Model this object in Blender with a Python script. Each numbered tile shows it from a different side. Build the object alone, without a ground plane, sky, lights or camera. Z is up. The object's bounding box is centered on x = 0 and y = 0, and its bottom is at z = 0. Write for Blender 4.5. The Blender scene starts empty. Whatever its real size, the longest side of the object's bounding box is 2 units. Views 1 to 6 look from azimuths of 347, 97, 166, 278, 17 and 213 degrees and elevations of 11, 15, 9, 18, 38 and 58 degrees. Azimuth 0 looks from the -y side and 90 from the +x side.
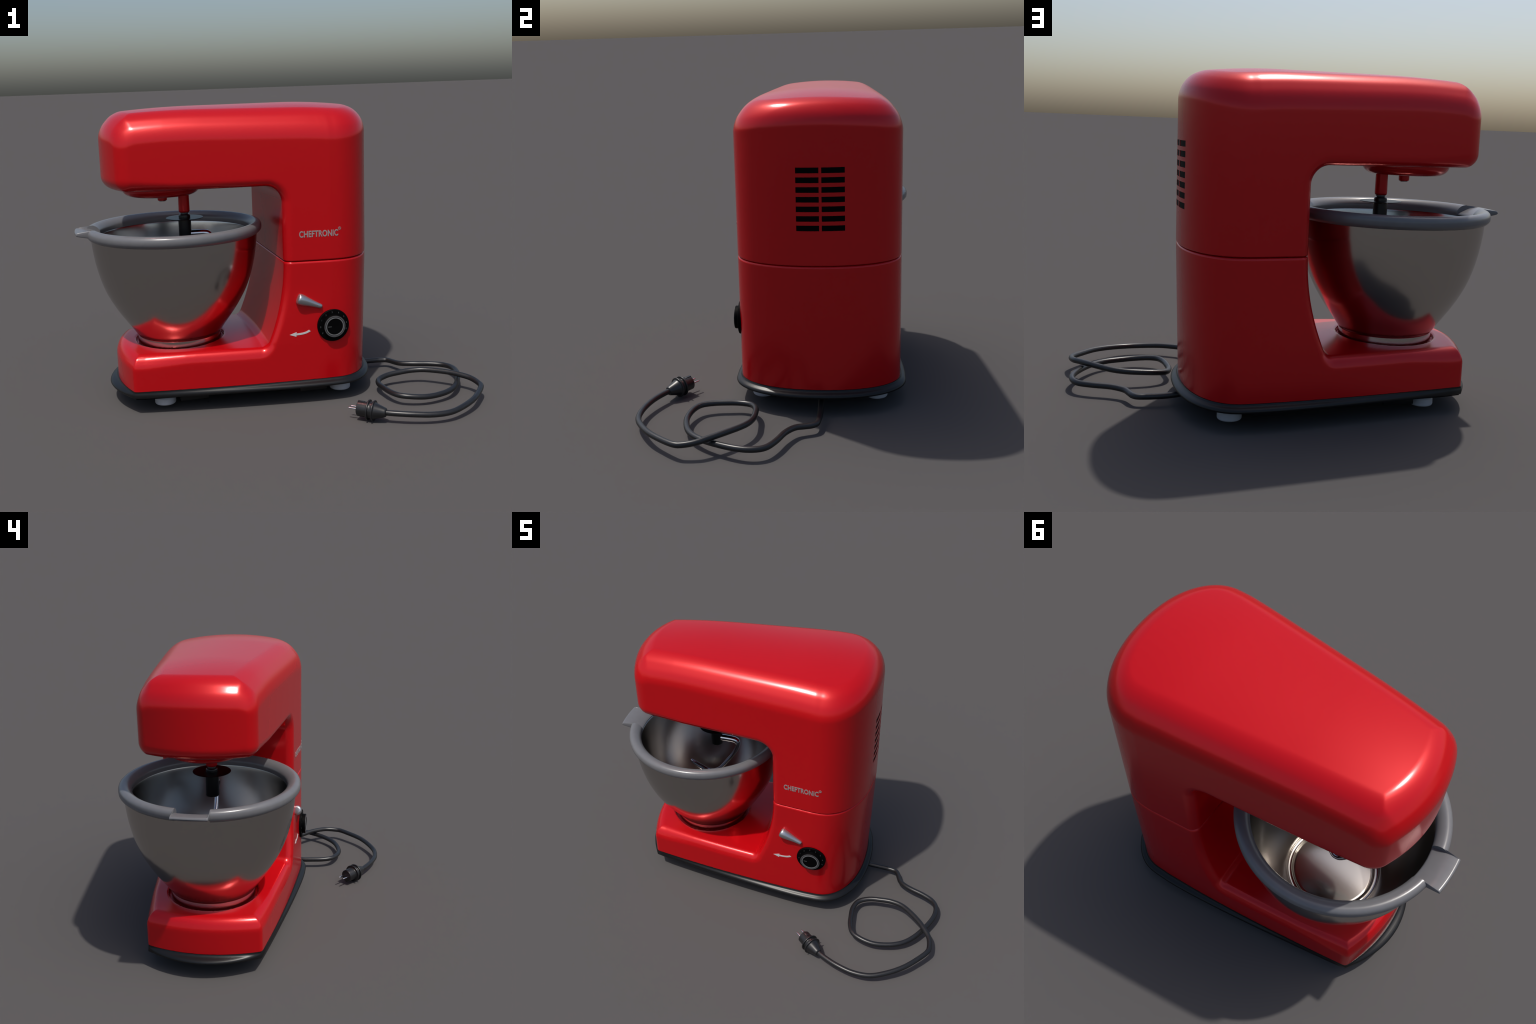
import bpy, bmesh, math
import numpy as np
from mathutils import Vector, Matrix

YC = 0.198            # the machine's plane of symmetry (the cord makes the whole lopsided)
SEAM_Z = 0.745        # joint between tilting head and stand
BOWL_X = -0.482       # bowl axis

# ------------------------------------------------------------------ materials
def material(name, color, rough, metal=0.0, coat=0.0, coat_rough=0.05, spec=0.5, grain=0.0, grain_scale=60.0, rough_var=0.0, bump=0.0):
    m = bpy.data.materials.new(name)
    m.use_nodes = True
    nt = m.node_tree
    b = nt.nodes["Principled BSDF"]
    b.inputs["Base Color"].default_value = (*color, 1)
    b.inputs["Roughness"].default_value = rough
    b.inputs["Metallic"].default_value = metal
    b.inputs["Coat Weight"].default_value = coat
    b.inputs["Coat Roughness"].default_value = coat_rough
    b.inputs["Specular IOR Level"].default_value = spec
    if grain or rough_var or bump:
        tc = nt.nodes.new("ShaderNodeTexCoord")
        no = nt.nodes.new("ShaderNodeTexNoise")
        no.inputs["Scale"].default_value = grain_scale
        no.inputs["Detail"].default_value = 3
        nt.links.new(tc.outputs["Object"], no.inputs["Vector"])
        if grain:
            r = nt.nodes.new("ShaderNodeValToRGB")
            r.color_ramp.elements[0].position, r.color_ramp.elements[1].position = 0.3, 0.7
            r.color_ramp.elements[0].color = (*[c * (1 - grain) for c in color], 1)
            r.color_ramp.elements[1].color = (*[c * (1 + grain) for c in color], 1)
            nt.links.new(no.outputs["Fac"], r.inputs["Fac"])
            nt.links.new(r.outputs["Color"], b.inputs["Base Color"])
        if rough_var:
            mr = nt.nodes.new("ShaderNodeMapRange")
            mr.inputs["To Min"].default_value = rough - rough_var
            mr.inputs["To Max"].default_value = rough + rough_var
            nt.links.new(no.outputs["Fac"], mr.inputs["Value"])
            nt.links.new(mr.outputs["Result"], b.inputs["Roughness"])
        if bump:
            bp = nt.nodes.new("ShaderNodeBump")
            bp.inputs["Strength"].default_value = bump
            bp.inputs["Distance"].default_value = 0.001
            nt.links.new(no.outputs["Fac"], bp.inputs["Height"])
            nt.links.new(bp.outputs["Normal"], b.inputs["Normal"])
    return m

RED = material("red_enamel", (0.56, 0.0035, 0.0075), 0.215, metal=0.28, rough_var=0.012, grain_scale=9)
STEEL = material("brushed_steel", (0.50, 0.475, 0.445), 0.185, metal=1.0, rough_var=0.008, grain_scale=10)
CHROME = material("chrome", (0.62, 0.62, 0.64), 0.14, metal=1.0)
SATIN = material("satin_silver", (0.42, 0.43, 0.45), 0.3, metal=0.85, rough_var=0.03, grain_scale=80)
GREY = material("grey_plastic", (0.135, 0.135, 0.142), 0.27, grain=0.03, grain_scale=30)
TRIM = material("black_trim", (0.0058, 0.0060, 0.0066), 0.36, spec=0.32, grain=0.05)
BLACK = material("black_plastic", (0.0022, 0.0022, 0.0025), 0.3)
DISC = material("black_disc", (0.002, 0.002, 0.0022), 0.28, spec=0.1)
MATT = material("matt_black", (0.0012, 0.0012, 0.0014), 0.6, spec=0.06)
RUBBER = material("black_rubber", (0.011, 0.011, 0.012), 0.36, grain=0.12, grain_scale=90)
FOOT = material("pale_rubber", (0.42, 0.43, 0.46), 0.5, grain=0.04)
PRINT = material("grey_print", (0.27, 0.225, 0.225), 0.5)
WHITE = material("white_print", (0.52, 0.50, 0.50), 0.5)
DIMPRINT = material("dim_print", (0.065, 0.065, 0.068), 0.5)
KNOBRING = material("knob_ring", (0.13, 0.13, 0.135), 0.35)

# ------------------------------------------------------------------ helpers
def put(name, mesh, mat, parent, sharp=35):
    o = bpy.data.objects.new(name, mesh)
    bpy.context.scene.collection.objects.link(o)
    if mat is not None and not mesh.materials:
        mesh.materials.append(mat)
    mesh.shade_smooth()
    if sharp:
        mesh.set_sharp_from_angle(angle=math.radians(sharp))
    o.parent = parent
    return o

def mesh_from(name, verts, faces):
    me = bpy.data.meshes.new(name)
    me.from_pydata([tuple(map(float, v)) for v in verts], [], faces)
    bm = bmesh.new(); bm.from_mesh(me)
    bmesh.ops.recalc_face_normals(bm, faces=bm.faces)
    bm.to_mesh(me); bm.free()
    return me

def lathe(name, profile, n=64, closed=False, a0=0.0, a1=math.tau, origin=(0, 0, 0), axis=(0, 0, 1)):
    """Turn (radius, height) points round an axis; a partial turn gets end caps."""
    full = abs(a1 - a0 - math.tau) < 1e-6
    steps = n if full else n + 1
    rot = Vector((0, 0, 1)).rotation_difference(Vector(axis)).to_matrix()
    org = Vector(origin)
    verts, faces, rows = [], [], []
    for r, h in profile:
        if r < 1e-6:
            verts.append(org + rot @ Vector((0, 0, h))); rows.append([len(verts) - 1] * steps)
        else:
            row = []
            for i in range(steps):
                a = a0 + (a1 - a0) * i / n
                verts.append(org + rot @ Vector((r * math.cos(a), r * math.sin(a), h))); row.append(len(verts) - 1)
            rows.append(row)
    pairs = list(zip(rows[:-1], rows[1:])) + ([(rows[-1], rows[0])] if closed else [])
    for A, B in pairs:
        for i in range(n):
            j = (i + 1) % steps
            q = [A[i], A[j], B[j], B[i]]
            q = [v for k, v in enumerate(q) if v != q[k - 1]]
            if len(q) >= 3:
                faces.append(q)
    if not full and closed:
        faces.append([r[0] for r in rows]); faces.append([r[-1] for r in reversed(rows)])
    return mesh_from(name, verts, faces)

def rounded(profile, radius, steps=4):
    """Round the inner corners of an open (r, h) polyline."""
    P = [Vector(p) for p in profile]
    out = [P[0]]
    for a, b, c in zip(P[:-2], P[1:-1], P[2:]):
        t = min(radius, (a - b).length * 0.45, (c - b).length * 0.45)
        p, q = b + (a - b).normalized() * t, b + (c - b).normalized() * t
        for i in range(steps + 1):
            s = i / steps
            out.append(p * (1 - s) ** 2 + b * 2 * s * (1 - s) + q * s * s)
    out.append(P[-1])
    return [tuple(p) for p in out]

def spline(points, per=8):
    P = [Vector(p) for p in points]
    P = [P[0] * 2 - P[1]] + P + [P[-1] * 2 - P[-2]]
    out = []
    for i in range(1, len(P) - 2):
        a, b, c, d = P[i - 1:i + 3]
        for k in range(per):
            t = k / per
            out.append(0.5 * (2 * b + (c - a) * t + (2 * a - 5 * b + 4 * c - d) * t * t + (3 * b - a - 3 * c + d) * t ** 3))
    out.append(P[-2])
    return out

def tube(name, pts, radii, sides=16, cap=True):
    pts = [Vector(p) for p in pts]
    if not hasattr(radii, "__len__"):
        radii = [radii] * len(pts)
    verts, faces = [], []
    up = None
    for i, p in enumerate(pts):
        t = (pts[min(i + 1, len(pts) - 1)] - pts[max(i - 1, 0)]).normalized()
        if up is None:
            up = t.orthogonal().normalized()
        up = (up - t * up.dot(t)).normalized()
        side = t.cross(up)
        for k in range(sides):
            a = math.tau * k / sides
            verts.append(p + (up * math.cos(a) + side * math.sin(a)) * radii[i])
    for i in range(len(pts) - 1):
        for k in range(sides):
            j = (k + 1) % sides
            faces.append([i * sides + k, i * sides + j, (i + 1) * sides + j, (i + 1) * sides + k])
    if cap:
        faces.append(list(range(sides))); faces.append([(len(pts) - 1) * sides + k for k in range(sides)])
    return mesh_from(name, verts, faces)

def box(name, size, center, bevel=0.003):
    bm = bmesh.new()
    bmesh.ops.create_cube(bm, size=1.0)
    bmesh.ops.scale(bm, vec=size, verts=bm.verts)
    if bevel:
        bmesh.ops.bevel(bm, geom=bm.edges[:], offset=bevel, segments=2, affect="EDGES", profile=0.5)
    bmesh.ops.translate(bm, vec=center, verts=bm.verts)
    me = bpy.data.meshes.new(name); bm.to_mesh(me); bm.free()
    return me

# ------------------------------------------------------------------ body: plan outline, profiles, fillets
def rmax(a, b, r):            # intersection with a rounded edge
    return np.minimum(np.maximum(a + r, b + r), 0) + np.sqrt(np.maximum(a + r, 0) ** 2 + np.maximum(b + r, 0) ** 2) - r * (1.0)

def rmin(a, b, r):            # union with a filleted inner corner
    return -rmax(-a, -b, r)

SIDE_B, REAR_X, REAR_N = 0.3945, 0.28, 2.2
def half_width(x, z=0.12):
    """Flank: the head tapers almost straight to the nose, the foot bellies out a little."""
    t = np.maximum(0.0, 0.22 - x)
    foot = 0.3945 - 0.0465 * t - 0.0585 * t * t
    t = np.maximum(0.0, 0.25 - x)
    head = 0.3945 - 0.104 * t - 0.007 * t * t
    m = np.clip((z - 0.30) / 0.35, 0, 1)
    m = m * m * (3 - 2 * m)
    return foot + (head - foot) * m

def rear_reach(z):
    return 0.247 + np.where(z < SEAM_Z, 0.035, 0.004) * (z - SEAM_Z)

def plan(x, h, z, front_r, nose_x, nose_k):
    """Distance to the plan outline: bowed nose, sides widening backwards, superelliptic rear."""
    h = h - 0.0062 * np.clip((x + 0.45) / 0.5, 0, 1) * np.clip(h / 0.3, 0, 1)      # far flank a touch fuller
    side = (np.abs(h) - half_width(x, z)) / np.sqrt(1 + 0.11 ** 2 * (x < 0.2))
    A = rear_reach(z)
    u, v = np.maximum(x - REAR_X, 0) / A, np.abs(h) / SIDE_B
    rho = np.maximum((u ** REAR_N + v ** REAR_N) ** (1 / REAR_N), 1e-4)
    gu, gv = (u / rho) ** (REAR_N - 1) / A, (v / rho) ** (REAR_N - 1) / SIDE_B
    rear = (rho - 1) / np.maximum(np.sqrt(gu ** 2 + gv ** 2), 0.5)
    body = np.where(x < REAR_X, side, rear)
    nose = (nose_x + nose_k * h * h - x) / np.sqrt(1 + (2 * nose_k * h) ** 2)
    return rmax(body, nose, front_r)

def head_shape(x, h, z):
    crown = 1.527 - 0.33 * h * h - 0.114 * np.maximum(0, -0.36 - x) ** 2 - 0.19 * np.maximum(0, x - 0.1) ** 2
    arch = rmin(1.127 - z, 0.018 - x, 0.085)
    wall = plan(x, h, z, 0.042, -0.843, 0.95)
    soft = plan(x, h, z, 0.080, -0.846, 0.95)                         # rounder corners for the upper edges
    top = (z - crown) / np.sqrt(1 + (0.66 * h) ** 2)
    slant = 0.079 + 0.004 * np.clip((-0.55 - x) / 0.2, 0, 1) - 0.020 * np.clip((x - 0.28) / 0.2, 0, 1)          # facet between flank and crown
    f = rmax(wall, arch, 0.042 + 0.022 * np.clip((-0.5 - x) / 0.25, 0, 1))
    f = rmax(f, top, 0.06)
    f = rmax(f, (soft + top + slant) * 0.7071, 0.032)
    return rmax(f, SEAM_Z + 0.0012 - z, 0.006)

def stand_shape(x, h, z):
    deck = 0.318 - 0.11 * h * h - 0.006 * np.clip((-0.45 - x) / 0.25, 0, 1)
    column = 0.018 - 0.515 * np.maximum(0, SEAM_Z - z) ** 2
    ell = rmin(z - deck, column - x, 0.026)
    edge = 0.036 + 0.020 * np.clip((0.33 - z) / 0.06, 0, 1) + 0.016 * np.clip((-0.5 - x) / 0.2, 0, 1)
    wall = plan(x, h, z, 0.012, -0.821, 0.7) + 0.009 * np.clip((0.1235 - z) / 0.002, 0, 1)     # tucked into the base plate
    f = rmax(wall, ell, edge)
    f = rmax(f, z - (SEAM_Z - 0.0012), 0.012)
    well = np.maximum(np.sqrt((x - BOWL_X) ** 2 + h * h) - 0.236, 0.292 - z)
    f = rmax(f, -well, 0.004)
    return np.maximum(f, 0.1125 - z)

def skin(fun, xs, hs, zs):
    """Surface net of an implicit shape on a rectilinear grid, then pulled onto the surface."""
    X, H, Z = np.meshgrid(xs, hs, zs, indexing="ij")
    F = fun(X, H, Z)
    S = F < 0
    nx, ny, nz = (n - 1 for n in F.shape)
    c = np.zeros((nx, ny, nz), np.int8)
    acc = np.zeros((nx, ny, nz, 3)); cnt = np.zeros((nx, ny, nz))
    grid = (xs, hs, zs)
    for a in range(3):
        sl0 = [slice(None)] * 3; sl1 = [slice(None)] * 3
        sl0[a], sl1[a] = slice(0, -1), slice(1, None)
        f0, f1 = F[tuple(sl0)], F[tuple(sl1)]
        cross = (f0 < 0) != (f1 < 0)
        t = np.where(cross, f0 / np.where(cross, f0 - f1, 1), 0)
        g = np.asarray(grid[a]); shp = [1, 1, 1]; shp[a] = len(g) - 1
        pos = g[:-1].reshape(shp) + t * np.diff(g).reshape(shp)
        o1, o2 = [k for k in range(3) if k != a]
        for d1 in (0, 1):
            for d2 in (0, 1):
                s = [slice(None)] * 3
                s[o1] = slice(d1, cross.shape[o1] - 1 + d1); s[o2] = slice(d2, cross.shape[o2] - 1 + d2)
                w = cross[tuple(s)]
                acc[..., a] += np.where(w, pos[tuple(s)], 0)
                for o, dd in ((o1, d1), (o2, d2)):
                    gg = np.asarray(grid[o]); sh = [1, 1, 1]; sh[o] = len(gg) - 1
                    acc[..., o] += np.where(w, (gg[1:] if dd else gg[:-1]).reshape(sh), 0)
                cnt += w
    on = cnt > 0
    idx = np.full(on.shape, -1, np.int64); idx[on] = np.arange(on.sum())
    V = acc[on] / cnt[on][:, None]
    faces = []
    for a in range(3):
        o1, o2 = [k for k in range(3) if k != a]
        sl0 = [slice(1, -1)] * 3; sl1 = [slice(1, -1)] * 3
        sl0[a], sl1[a] = slice(0, -1), slice(1, None)
        i0, i1 = S[tuple(sl0)], S[tuple(sl1)]
        loc = np.argwhere(i0 != i1)
        inside = i0[tuple(loc.T)]
        base = loc.copy(); base[:, o1] += 1; base[:, o2] += 1
        quad = []
        for d1, d2 in ((1, 1), (0, 1), (0, 0), (1, 0)):
            q = base.copy(); q[:, o1] -= d1; q[:, o2] -= d2
            quad.append(idx[tuple(q.T)])
        quad = np.stack(quad, 1)
        flip = inside if a != 1 else ~inside
        quad[~flip] = quad[~flip][:, ::-1]
        faces.append(quad)
    Q = np.concatenate(faces)
    e = 1e-4
    for _ in range(4):
        f = fun(*V.T)
        g = np.stack([fun(*(V + d).T) - fun(*(V - d).T) for d in np.eye(3) * e], 1) / (2 * e)
        V = V - np.clip(f / np.maximum((g * g).sum(1), 0.2), -0.004, 0.004)[:, None] * g
    return V, Q

def skin_mesh(name, fun, xs, hs, zs):
    V, Q = skin(fun, xs, hs, zs)
    me = bpy.data.meshes.new(name)
    V = V + np.array([0, YC, 0])
    me.vertices.add(len(V)); me.vertices.foreach_set("co", V.ravel())
    me.loops.add(Q.size); me.loops.foreach_set("vertex_index", Q.ravel().astype(np.int32))
    me.polygons.add(len(Q)); me.polygons.foreach_set("loop_start", np.arange(0, Q.size, 4, dtype=np.int32))
    me.update(calc_edges=True); me.validate()
    return me

STEP = 0.0065
xs = np.arange(-0.87, 0.57, STEP)
hs = (np.arange(141) - 70) * STEP
z_stand = np.concatenate([np.arange(0.108, 0.130, 0.0015), np.arange(0.130, 0.715, STEP), np.arange(0.715, 0.752, 0.002)])
z_head = np.concatenate([np.arange(0.738, 0.765, 0.002), np.arange(0.765, 1.55, STEP)])

root = bpy.data.objects.new("stand_mixer", None)
bpy.context.scene.collection.objects.link(root)
root["label"] = "glossy red kitchen stand mixer with steel bowl and black power cord"
root["category"] = "stand mixer"

# ------------------------------------------------------------------ head (upper housing) with louvre openings
head = put("upper_housing", skin_mesh("upper_housing", head_shape, xs, hs, z_head), RED, root, sharp=None)
stand = put("lower_housing", skin_mesh("lower_housing", stand_shape, xs, hs, z_stand), RED, root, sharp=50)

def side_y(x, z=0.6, out=0.0):
    """y of the near flank at x, moved outwards by `out`."""
    if x < REAR_X:
        return YC - float(half_width(np.float64(x), np.float64(z))) - out
    A = float(rear_reach(np.float64(z)))
    return YC - SIDE_B * (1 - ((x - REAR_X) / A) ** REAR_N) ** (1 / REAR_N) - out

def rear_x(y, z):
    A = float(rear_reach(np.float64(z)))
    return REAR_X + A * (1 - (abs(y - YC) / SIDE_B) ** REAR_N) ** (1 / REAR_N)

SLOT_W, SLOT_H, SLOT_DEPTH = 0.105, 0.0262, 0.0035
slots = [(YC + s * 0.0585 + 0.0245 * 0 + 0.0245, 0.9255 + 0.0443 * r) for r in range(7) for s in (-1, 1)]
def slot_block(name, y, z, w, h, d_in, d_out, bevel):
    """A bar following the bowed rear, from d_in inside it to d_out outside."""
    n = 8
    verts, faces = [], []
    for i in range(n + 1):
        yy = y - w / 2 + w * i / n
        xr = rear_x(yy, z)
        for dx, dz in ((-d_in, -h / 2), (d_out, -h / 2), (d_out, h / 2), (-d_in, h / 2)):
            verts.append((xr + dx, yy, z + dz))
    for i in range(n):
        for k in range(4):
            a, b = i * 4 + k, i * 4 + (k + 1) % 4
            faces.append([a, b, b + 4, a + 4])
    faces += [[0, 1, 2, 3], [n * 4 + k for k in range(4)]]
    return verts, faces

cv, cf = [], []
for y, z in slots:
    v, f = slot_block("cut", y, z, SLOT_W, SLOT_H, SLOT_DEPTH, 0.03, 0)
    cf += [[i + len(cv) for i in q] for q in f]; cv += v
cutter = bpy.data.objects.new("vent_cutter", mesh_from("vent_cutter", cv, cf))
bpy.context.scene.collection.objects.link(cutter)
mod = head.modifiers.new("vents", "BOOLEAN")
mod.object, mod.operation, mod.solver = cutter, "DIFFERENCE", "EXACT"
graph = bpy.context.evaluated_depsgraph_get()
cut = bpy.data.meshes.new_from_object(head.evaluated_get(graph))
head.modifiers.clear()
head.data = cut
cut.materials.clear(); cut.materials.append(RED)
cut.shade_smooth(); cut.set_sharp_from_angle(angle=math.radians(50))
bpy.data.objects.remove(cutter)
for y, z in slots:
    v, f = slot_block("vent_slot", y, z, SLOT_W - 0.0006, SLOT_H - 0.0006, SLOT_DEPTH + 0.004, -SLOT_DEPTH + 0.0015, 0)
    put("vent_slot", mesh_from("vent_slot", v, f), MATT, head)

# ------------------------------------------------------------------ lettering
def text_mesh(name, body, size, xscale, depth, place, spacing=1.0, bold=0.0):
    cu = bpy.data.curves.new(name, "FONT")
    cu.body, cu.size, cu.extrude, cu.space_character = body, size, 0.0005, spacing
    cu.align_x, cu.align_y = "CENTER", "CENTER"
    cu.offset = bold
    ob = bpy.data.objects.new(name, cu)
    bpy.context.scene.collection.objects.link(ob)
    dg = bpy.context.evaluated_depsgraph_get()
    me = bpy.data.meshes.new_from_object(ob.evaluated_get(dg))
    bpy.data.objects.remove(ob)
    for v in me.vertices:
        v.co = place(v.co.x * xscale, v.co.y, depth if v.co.z > 0 else -0.002)
    me.name = name
    return me

def on_flank(cx, cz):
    return lambda tx, tz, d: (cx + tx, side_y(cx + tx, cz, d), cz + tz)

me = text_mesh("brand_lettering", "CHEFTRONIC", 0.044, 0.62, 0.0012, on_flank(0.190, 0.880), 1.04, 0.0011)
xsn = [v.co.x for v in me.vertices]
k = 0.198 / (max(xsn) - min(xsn)); mid = (max(xsn) + min(xsn)) / 2
for v in me.vertices:
    nx = 0.190 + (v.co.x - mid) * k
    v.co.y += side_y(nx, 0.88) - side_y(v.co.x, 0.88); v.co.x = nx
put("brand_lettering", me, PRINT, head)
put("registered_sign", lathe("registered_sign", [(0.0078, 0.001), (0.0078, -0.001), (0.0056, -0.001), (0.0056, 0.001)], 24, closed=True,
    origin=(0.297, side_y(0.297, 0.9), 0.9025), axis=(0, -1, 0)), PRINT, head)
put("registered_letter", text_mesh("registered_letter", "R", 0.011, 0.9, 0.0012, on_flank(0.297, 0.9025)), PRINT, head)

# curved arrow printed on the stand
def arrow():
    c = [Vector(p) for p in ((0.131, 0.384), (0.112, 0.3755), (0.088, 0.371), (0.062, 0.3695))]
    c = [Vector((p.x, p.y)) for p in (Vector((q.x, q.y, 0)) for q in spline([(p.x, p.y, 0) for p in c], 5))]
    top, bot = [], []
    for i, p in enumerate(c):
        t = (c[min(i + 1, len(c) - 1)] - c[max(i - 1, 0)]).normalized(); n = Vector((-t.y, t.x))
        w = 0.0048
        top.append(p - n * w); bot.append(p + n * w)
    top[0] = top[0] + Vector((-0.002, 0.001)); bot[0] = bot[0] + Vector((0.003, 0.001))
    outline = [(top, bot)]
    verts, faces = [], []
    for a, b in zip(top, bot):
        for p in (a, b):
            for d in (0.0012, -0.002):
                verts.append((p.x, side_y(p.x, 0.37, d), p.y))
    n = len(top)
    for i in range(n - 1):
        a = i * 4
        faces += [[a, a + 4, a + 6, a + 2], [a + 1, a + 3, a + 7, a + 5], [a, a + 1, a + 5, a + 4], [a + 2, a + 6, a + 7, a + 3]]
    s = len(verts)
    for px, pz in ((0.063, 0.3815), (0.027, 0.3695), (0.061, 0.3575)):
        for d in (0.0013, -0.002):
            verts.append((px, side_y(px, 0.37, d), pz))
    faces += [[s, s + 2, s + 4], [s + 1, s + 3, s + 5], [s, s + 1, s + 3, s + 2], [s + 2, s + 3, s + 5, s + 4], [s + 4, s + 5, s + 1, s]]
    return mesh_from("direction_arrow", verts, faces)
put("direction_arrow", arrow(), WHITE, stand)

# ------------------------------------------------------------------ lever and speed dial
LV = [Vector((0.074, side_y(0.074) - 0.010, 0.5565)), Vector((0.194, side_y(0.194) - 0.006, 0.5075))]
d = (LV[1] - LV[0]); L = d.length
prof = [(0.0, -0.004), (0.014, -0.0035), (0.0225, -0.0015), (0.0268, 0.003), (0.0282, 0.010), (0.0268, 0.03), (0.0210, 0.06), (0.0158, 0.09), (0.0130, 0.112),
        (0.0122, L - 0.006), (0.0104, L), (0.0070, L + 0.003), (0.0, L + 0.0035)]
put("tilt_lever", lathe("tilt_lever", prof, 32, origin=LV[0], axis=d.normalized()), SATIN, root, sharp=60)

DX, DZ = 0.2545, 0.4035
dy = YC - 0.394
dial = put("speed_dial", lathe("speed_dial", rounded([(0.0, 0.010), (0.0815, 0.010), (0.0838, 0.0075), (0.0840, -0.03), (0.0, -0.03)], 0.002), 72, origin=(DX, dy, DZ), axis=(0, -1, 0)), MATT, root)
put("dial_knob", lathe("dial_knob", rounded([(0.0, 0.0315), (0.0430, 0.0315), (0.0430, 0.0325), (0.0475, 0.0325), (0.0475, 0.0315), (0.0560, 0.0312), (0.0578, 0.029), (0.0582, 0.005), (0.0, 0.005)], 0.001), 72,
    origin=(DX, dy, DZ), axis=(0, -1, 0)), MATT, dial)
put("knob_ring", lathe("knob_ring", [(0.0425, 0.031), (0.0425, 0.0334), (0.0475, 0.0334), (0.0475, 0.031)], 72, closed=True, origin=(DX, dy, DZ), axis=(0, -1, 0)), KNOBRING, dial)
put("knob_ring", lathe("knob_ring", [(0.0500, 0.028), (0.0500, 0.0322), (0.0556, 0.0320), (0.0556, 0.027)], 72, closed=True, origin=(DX, dy, DZ), axis=(0, -1, 0)), DIMPRINT, dial)
put("pointer_line", box("pointer_line", (0.018, 0.002, 0.0032), (DX - 0.027, dy - 0.0318, DZ), 0.0), DIMPRINT, dial)
marks = "P0123456M"
for i, ch in enumerate(marks):
    a = math.radians(212 - i * 29)
    cx, cz = DX + 0.0695 * math.cos(a), DZ + 0.0695 * math.sin(a)
    put("dial_mark", text_mesh("dial_mark", ch, 0.0125, 0.9, 0.0, lambda tx, tz, dd, cx=cx, cz=cz: (cx + tx, dy - 0.0106 + (0.003 if dd < 0 else 0), cz + tz)), DIMPRINT, dial)

# ------------------------------------------------------------------ plinth, feet, pads
def outline(t, z=0.12):
    """Ring of plan points: the stand's own outline at t = 0, the flared foot rim at t = 1."""
    half = []
    for i in range(15):                       # nose, bowed more at the rim
        h = (0.2885 + 0.003 * t) * i / 14
        half.append((-0.821 - 0.045 * t + (0.7 + 0.5 * t) * h * h, h))
    x0 = half[-1][0]
    for i in range(1, 16):                    # flank, the rim growing wider towards the rear
        x = x0 + (REAR_X - x0) * i / 16
        grow = 0.027 * min(1.0, max(0.0, (x + 0.77) / 0.9)) ** 1.2
        half.append((x, float(half_width(np.float64(x))) + (0.003 + grow) * t))
    A = float(rear_reach(np.float64(z))) + 0.033 * t
    for i in range(29):                       # rear
        q = math.pi / 2 * (1 - i / 28)
        half.append((REAR_X + A * abs(math.cos(q)) ** (2 / REAR_N), (SIDE_B + 0.029 * t) * abs(math.sin(q)) ** (2 / REAR_N)))
    ring = half + [(x, -h) for x, h in reversed(half[1:-1])]
    return [(x, YC + h + (0.0062 * min(1, max(0, (x + 0.45) / 0.5)) * min(1, h / 0.3) if h > 0 else 0)) for x, h in ring]

def ring_stack(name, levels):
    rings = [[(x, y, z) for x, y in outline(t)] for t, z in levels]
    n = len(rings[0]); verts = [p for r in rings for p in r]
    faces = [[k * n + i, k * n + (i + 1) % n, (k + 1) * n + (i + 1) % n, (k + 1) * n + i] for k in range(len(rings) - 1) for i in range(n)]
    faces += [list(range(n)), [(len(rings) - 1) * n + i for i in range(n)]]
    return mesh_from(name, verts, faces)

base = put("base_plate", ring_stack("base_plate", [(-0.3, 0.1228), (0.10, 0.1226), (0.17, 0.1175), (0.30, 0.1140), (0.52, 0.1110), (0.74, 0.1075), (0.90, 0.1035), (0.98, 0.0990), (1.0, 0.0950), (0.96, 0.0912), (0.84, 0.0885), (0.5, 0.087), (-0.8, 0.0868)]), TRIM, root, sharp=50)
put("under_plate", ring_stack("under_plate", [(-1.3, 0.088), (-1.35, 0.082), (-1.5, 0.080), (-2.0, 0.0795)]), MATT, base)
foot_prof = rounded([(0.0, 0.022), (0.050, 0.022), (0.0545, 0.028), (0.0540, 0.054), (0.047, 0.064), (0.034, 0.067), (0.034, 0.08), (0.0, 0.08)], 0.004)
foot_mesh = lathe("foot", foot_prof, 40)
for x, h in ((-0.602, -0.211), (-0.602, 0.211), (0.323, -0.2835), (0.323, 0.2835)):
    o = put("foot", foot_mesh, FOOT, base)
    o.location = (x, YC + h, 0)
for x, h in ((-0.459, -0.262), (-0.459, 0.262), (0.157, -0.325), (0.157, 0.325)):
    put("under_pad", box("under_pad", (0.145, 0.05, 0.036), (x, YC + h, 0.0655), 0.003), TRIM, base)

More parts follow.
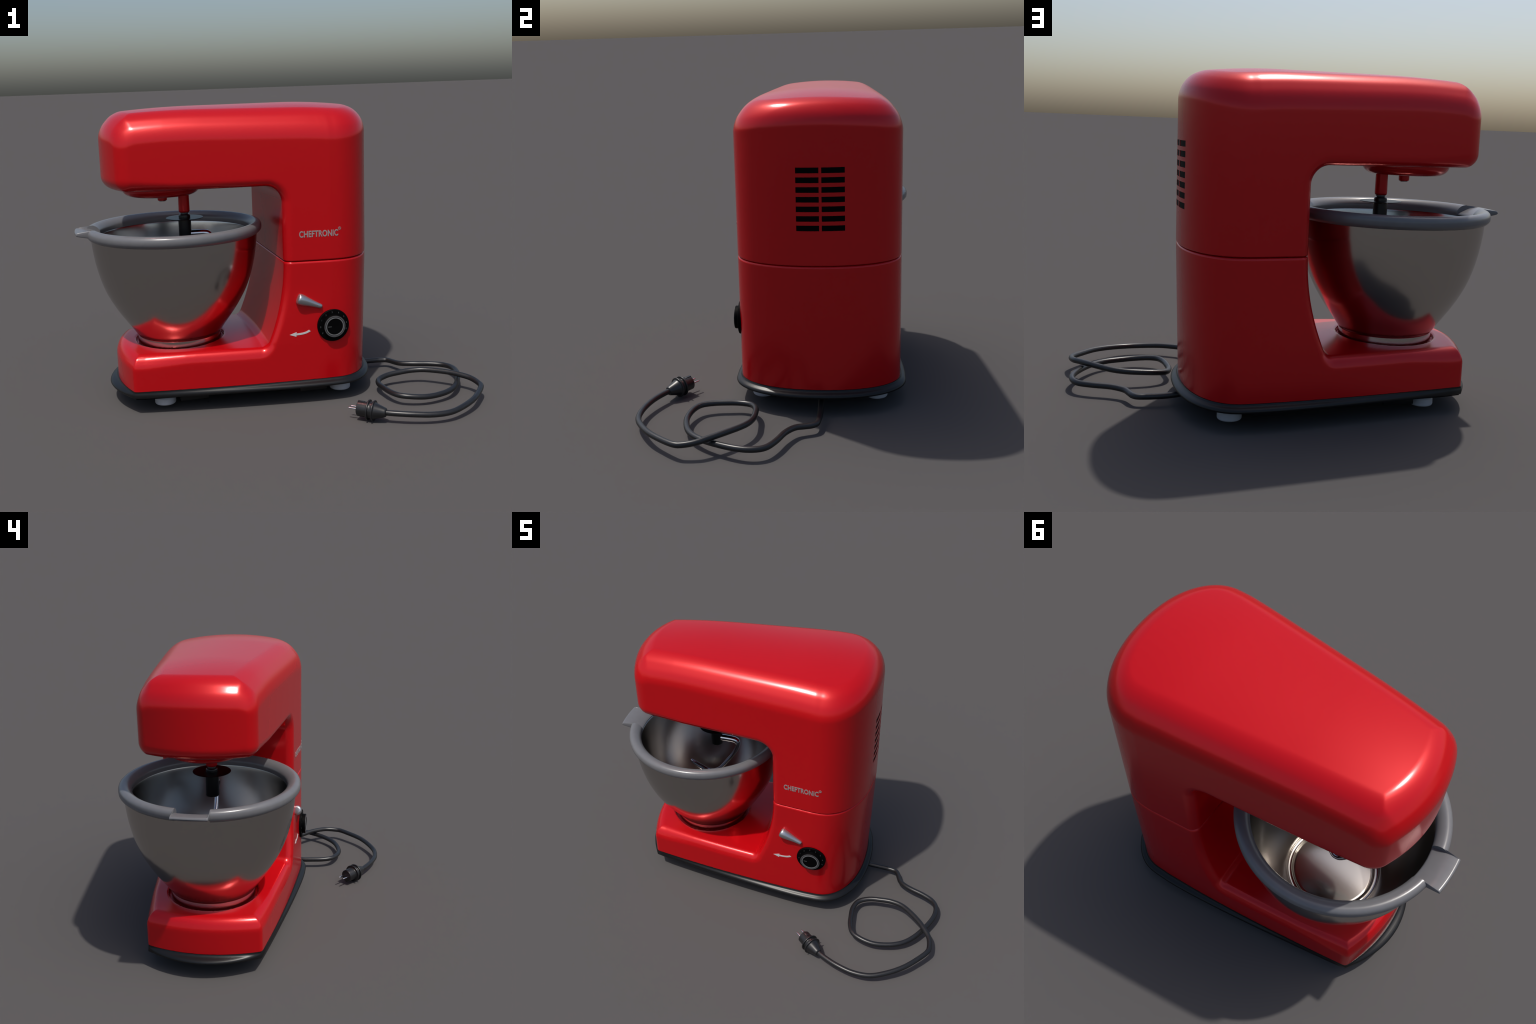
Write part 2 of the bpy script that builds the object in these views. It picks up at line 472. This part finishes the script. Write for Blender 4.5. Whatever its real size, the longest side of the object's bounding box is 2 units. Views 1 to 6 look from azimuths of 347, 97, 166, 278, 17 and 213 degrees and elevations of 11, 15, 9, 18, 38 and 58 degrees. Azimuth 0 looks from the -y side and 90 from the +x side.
# ------------------------------------------------------------------ planetary drive, shaft, beater
drive = put("planetary_drive", lathe("planetary_drive", rounded([(0.0, 1.079), (0.165, 1.079), (0.190, 1.093), (0.203, 1.112), (0.205, 1.14), (0.0, 1.14)], 0.014), 72, origin=(-0.540, YC, 0)), RED, root)
put("drive_pin", lathe("drive_pin", rounded([(0.0, 1.047), (0.0215, 1.047), (0.0248, 1.051), (0.0255, 1.09)], 0.003), 28, origin=(-0.536, YC, 0)), RED, drive)
put("pin_cap", lathe("pin_cap", rounded([(0.0, 1.0435), (0.0175, 1.0435), (0.0190, 1.0485)], 0.002), 24, origin=(-0.536, YC, 0)), SATIN, drive)
SX, SY = -0.425, YC - 0.001
put("drive_shaft", lathe("drive_shaft", rounded([(0.0, 0.978), (0.0245, 0.978), (0.0295, 0.984), (0.0285, 1.09)], 0.004), 32, origin=(SX, SY, 0)), RED, drive)
put("shaft_collar", lathe("shaft_collar", rounded([(0.0, 0.966), (0.0165, 0.966), (0.0225, 0.974), (0.0235, 0.981)], 0.002), 28, origin=(SX, SY, 0)), SATIN, drive)

beater = put("beater_hub", lathe("beater_hub", rounded([(0.0, 0.818), (0.0305, 0.818), (0.0335, 0.822), (0.0335, 0.940), (0.0305, 0.946), (0.0305, 0.963), (0.027, 0.969), (0.0, 0.969)], 0.003), 36, origin=(SX, SY, 0)), BLACK, root)
put("splash_disc", lathe("splash_disc", rounded([(0.0, 0.9455), (0.060, 0.9465), (0.097, 0.9485), (0.0985, 0.950), (0.097, 0.9515), (0.060, 0.951), (0.0, 0.951)], 0.001), 64, origin=(SX, SY, 0)), DISC, beater)
arm = [(-0.410, SY, 0.862), (-0.370, SY, 0.862), (-0.330, SY, 0.861), (-0.309, SY, 0.857), (-0.298, SY, 0.846), (-0.297, SY, 0.826), (-0.306, SY, 0.795), (-0.330, SY, 0.748), (-0.372, SY, 0.687), (-0.415, SY + 0.003, 0.628),
       (-0.454, SY + 0.016, 0.590), (-0.485, SY + 0.031, 0.569), (-0.514, SY + 0.032, 0.570), (-0.541, SY + 0.022, 0.590), (-0.562, SY + 0.012, 0.612), (-0.584, SY + 0.005, 0.635), (-0.607, SY, 0.657)]
ap = spline(arm, 6)
q = [i / (len(ap) - 1) * 16 for i in range(len(ap))]          # control-point parameter along the hook
rad = [float(np.interp(t, [0, 3, 4, 5.5, 9, 11, 13, 15, 15.7, 16], [0.0195, 0.0195, 0.0185, 0.0125, 0.0115, 0.0155, 0.0155, 0.0135, 0.0110, 0.0065])) for t in q]
put("dough_hook", tube("dough_hook", ap, rad, 16), CHROME, beater)

# ------------------------------------------------------------------ bowl and splash rim
outer = [(0.0, 0.297), (0.2150, 0.294), (0.2215, 0.2945), (0.2215, 0.320), (0.2215, 0.3380), (0.2213, 0.3395), (0.2213, 0.3400), (0.2228, 0.3435), (0.233, 0.357), (0.250, 0.383), (0.281, 0.426), (0.311, 0.470), (0.341, 0.520), (0.370, 0.577),
         (0.395, 0.645), (0.4135, 0.718), (0.4245, 0.780), (0.431, 0.835), (0.4345, 0.885)]
inner = [(0.402, 0.880), (0.394, 0.876), (0.3905, 0.866), (0.384, 0.815), (0.375, 0.750), (0.361, 0.685), (0.341, 0.620), (0.314, 0.555), (0.282, 0.492), (0.250, 0.434), (0.230, 0.396), (0.2215, 0.379), (0.2185, 0.368), (0.2175, 0.360),
         (0.2165, 0.351), (0.212, 0.347), (0.200, 0.346), (0.194, 0.348), (0.1905, 0.352), (0.188, 0.3555), (0.184, 0.3572), (0.176, 0.3578), (0.10, 0.3585), (0.0, 0.3605)]
sm = lambda prof, per: [(p.x, p.y) for p in spline([(r, z, 0) for r, z in prof], per)]
bowl_prof = outer[:7] + sm(outer[7:], 4) + sm(inner[:16], 4) + inner[16:]
bowl = put("bowl", lathe("bowl", bowl_prof, 112, origin=(BOWL_X, YC, 0)), STEEL, root, sharp=38)

rim_prof = [(0.395, 0.871), (0.3905, 0.874), (0.3895, 0.893), (0.392, 0.902), (0.399, 0.912), (0.410, 0.921), (0.423, 0.927), (0.435, 0.928), (0.447, 0.924), (0.4545, 0.917), (0.458, 0.908), (0.4585, 0.897), (0.4575, 0.886),
            (0.4525, 0.879), (0.444, 0.871), (0.4385, 0.868), (0.4345, 0.872), (0.432, 0.880)]
LIP = 0.084
me = lathe("splash_rim", rim_prof, 132, closed=True, origin=(BOWL_X, YC, 0))
bm = bmesh.new(); bm.from_mesh(me)
for s in (-1, 1):
    bmesh.ops.bisect_plane(bm, geom=bm.verts[:] + bm.edges[:] + bm.faces[:], plane_co=(0, YC + s * LIP, 0), plane_no=(0, 1, 0))
bmesh.ops.delete(bm, geom=[f for f in bm.faces if f.calc_center_median().x < BOWL_X and abs(f.calc_center_median().y - YC) < LIP], context="FACES")
bmesh.ops.holes_fill(bm, edges=[e for e in bm.edges if e.is_boundary])
bmesh.ops.recalc_face_normals(bm, faces=bm.faces)
bm.to_mesh(me); bm.free()
rim = put("splash_rim", me, GREY, bowl, sharp=50)

def spout():
    """Pouring lip: a shallow tray let into the rim, curving up to its outer edge, between low cheeks that die out."""
    hw, rows = 0.0885, []
    cross = [-1, -0.992, -0.975, -0.952, -0.945, -0.9, -0.6, -0.3, 0, 0.3, 0.6, 0.9, 0.945, 0.952, 0.975, 0.992, 1]
    stations = [0, 0.015, 0.05, 0.12, 0.2, 0.3, 0.4, 0.5, 0.6, 0.7, 0.8, 0.9, 0.96, 0.985, 1.0]
    for s in stations:
        floor = 0.887 + 0.031 * (1 - (1 - s) ** 2.4)
        cheek = max(floor, float(np.interp(0.391 + 0.122 * s, [0.391, 0.40, 0.415, 0.43, 0.45, 0.475, 0.514], [0.893, 0.910, 0.922, 0.9265, 0.9255, 0.9225, 0.9175])))
        round_off = 0.007 * max(0.0, (s - 0.95) / 0.05) ** 2 + 0.004 * max(0.0, (0.03 - s) / 0.03)
        top, bot = [], []
        for c in cross:
            h = c * hw
            x_in = -math.sqrt(0.391 ** 2 - h * h)
            x_out = -0.514 + 0.7 * h * h
            x = x_in + (x_out - x_in) * s
            wall = max(0.0, min(1.0, (abs(c) - 0.945) / 0.03))
            side = 0.004 * max(0.0, (abs(c) - 0.975) / 0.025) ** 2
            zt = floor + (cheek - floor) * wall - round_off - side
            zb = 0.878 + 0.0245 * s ** 1.2 + round_off * 0.6 + side
            top.append((x + BOWL_X, YC + h, zt)); bot.append((x + BOWL_X, YC + h, min(zb, zt - 0.001)))
        rows.append(top + bot[::-1])
    m, n = len(rows[0]), len(rows) - 1
    verts = [p for r in rows for p in r]
    faces = [[i * m + k, i * m + (k + 1) % m, (i + 1) * m + (k + 1) % m, (i + 1) * m + k] for i in range(n) for k in range(m)]
    faces += [list(range(m)), [n * m + k for k in range(m)]]
    return mesh_from("pouring_lip", verts, faces)
put("pouring_lip", spout(), GREY, bowl, sharp=50)

# ------------------------------------------------------------------ cord and plug
CORD = [(0.40, 0.214, 0.062), (0.47, 0.2135, 0.055), (0.534, 0.213, 0.046), (0.592, 0.213, 0.0425), (0.650, 0.210, 0.0415), (0.695, 0.202, 0.041), (0.716, 0.180, 0.041), (0.729, 0.147, 0.042), (0.750, 0.106, 0.045), (0.808, 0.067, 0.049),
        (0.896, 0.032, 0.050), (0.958, -0.008, 0.050), (0.982, -0.070, 0.052), (0.970, -0.150, 0.052), (0.917, -0.262, 0.048), (0.862, -0.335, 0.044), (0.803, -0.378, 0.042), (0.731, -0.402, 0.041), (0.663, -0.410, 0.043), (0.593, -0.396, 0.048),
        (0.545, -0.366, 0.050), (0.521, -0.311, 0.050), (0.512, -0.249, 0.050), (0.509, -0.180, 0.049), (0.532, -0.122, 0.052), (0.590, -0.094, 0.060), (0.660, -0.088, 0.066), (0.727, -0.091, 0.071), (0.800, -0.119, 0.076), (0.890, -0.200, 0.080),
        (0.941, -0.263, 0.078), (0.972, -0.312, 0.073), (0.983, -0.372, 0.066), (0.975, -0.412, 0.064), (0.930, -0.474, 0.061), (0.866, -0.545, 0.058), (0.785, -0.602, 0.052), (0.698, -0.640, 0.046), (0.604, -0.644, 0.046), (0.509, -0.621, 0.050),
        (0.430, -0.585, 0.051), (0.385, -0.557, 0.051)]
cord = put("power_cord", tube("power_cord", spline(CORD, 5), 0.0142, 14), RUBBER, root, sharp=None)

P0, PA = Vector((0.394, -0.565, 0.0510)), Vector((0.284, -0.473, 0.0545))
ax = (PA - P0).normalized(); PL = (PA - P0).length
prof = rounded([(0.0, -0.002), (0.0165, -0.002), (0.0215, 0.001), (0.0235, 0.006), (0.0400, 0.055), (0.0430, 0.0575), (0.0505, 0.058), (0.0515, 0.0612), (0.0505, 0.0645), (0.0415, 0.065), (0.0405, 0.083), (0.0505, 0.0835), (0.0515, 0.0865),
        (0.0505, 0.0905), (0.0385, 0.091), (0.0372, 0.094), (0.0362, PL - 0.002), (0.0345, PL), (0.0, PL)], 0.0012, 2)
plug = put("plug", lathe("plug", prof, 48, origin=P0, axis=ax), RUBBER, root)
lat = Vector((-ax.y, ax.x, 0)).normalized(); upv = Vector((0, 0, 1))
pd = (lat + upv * 0.08 - ax * (lat + upv * 0.08).dot(ax)).normalized()
for s in (-1, 1):
    c = P0 + ax * PL + pd * (0.0165 * s)
    pr = rounded([(0.0, -0.01), (0.0042, -0.01), (0.0042, 0.040), (0.003, 0.044), (0.0, 0.045)], 0.001)
    put("prong", lathe("prong", pr, 16, origin=c, axis=ax), CHROME, plug)
nd = ax.cross(pd).normalized()
for s in (-1, 1):
    rot = Matrix((ax, pd, nd)).transposed()
    me = box("earth_clip", (0.034, 0.013, 0.005), (0, 0, 0), 0.001)
    for v in me.vertices:
        v.co = rot @ v.co + P0 + ax * (PL - 0.0165) + nd * (0.0362 * s)
    put("earth_clip", me, RUBBER, plug)
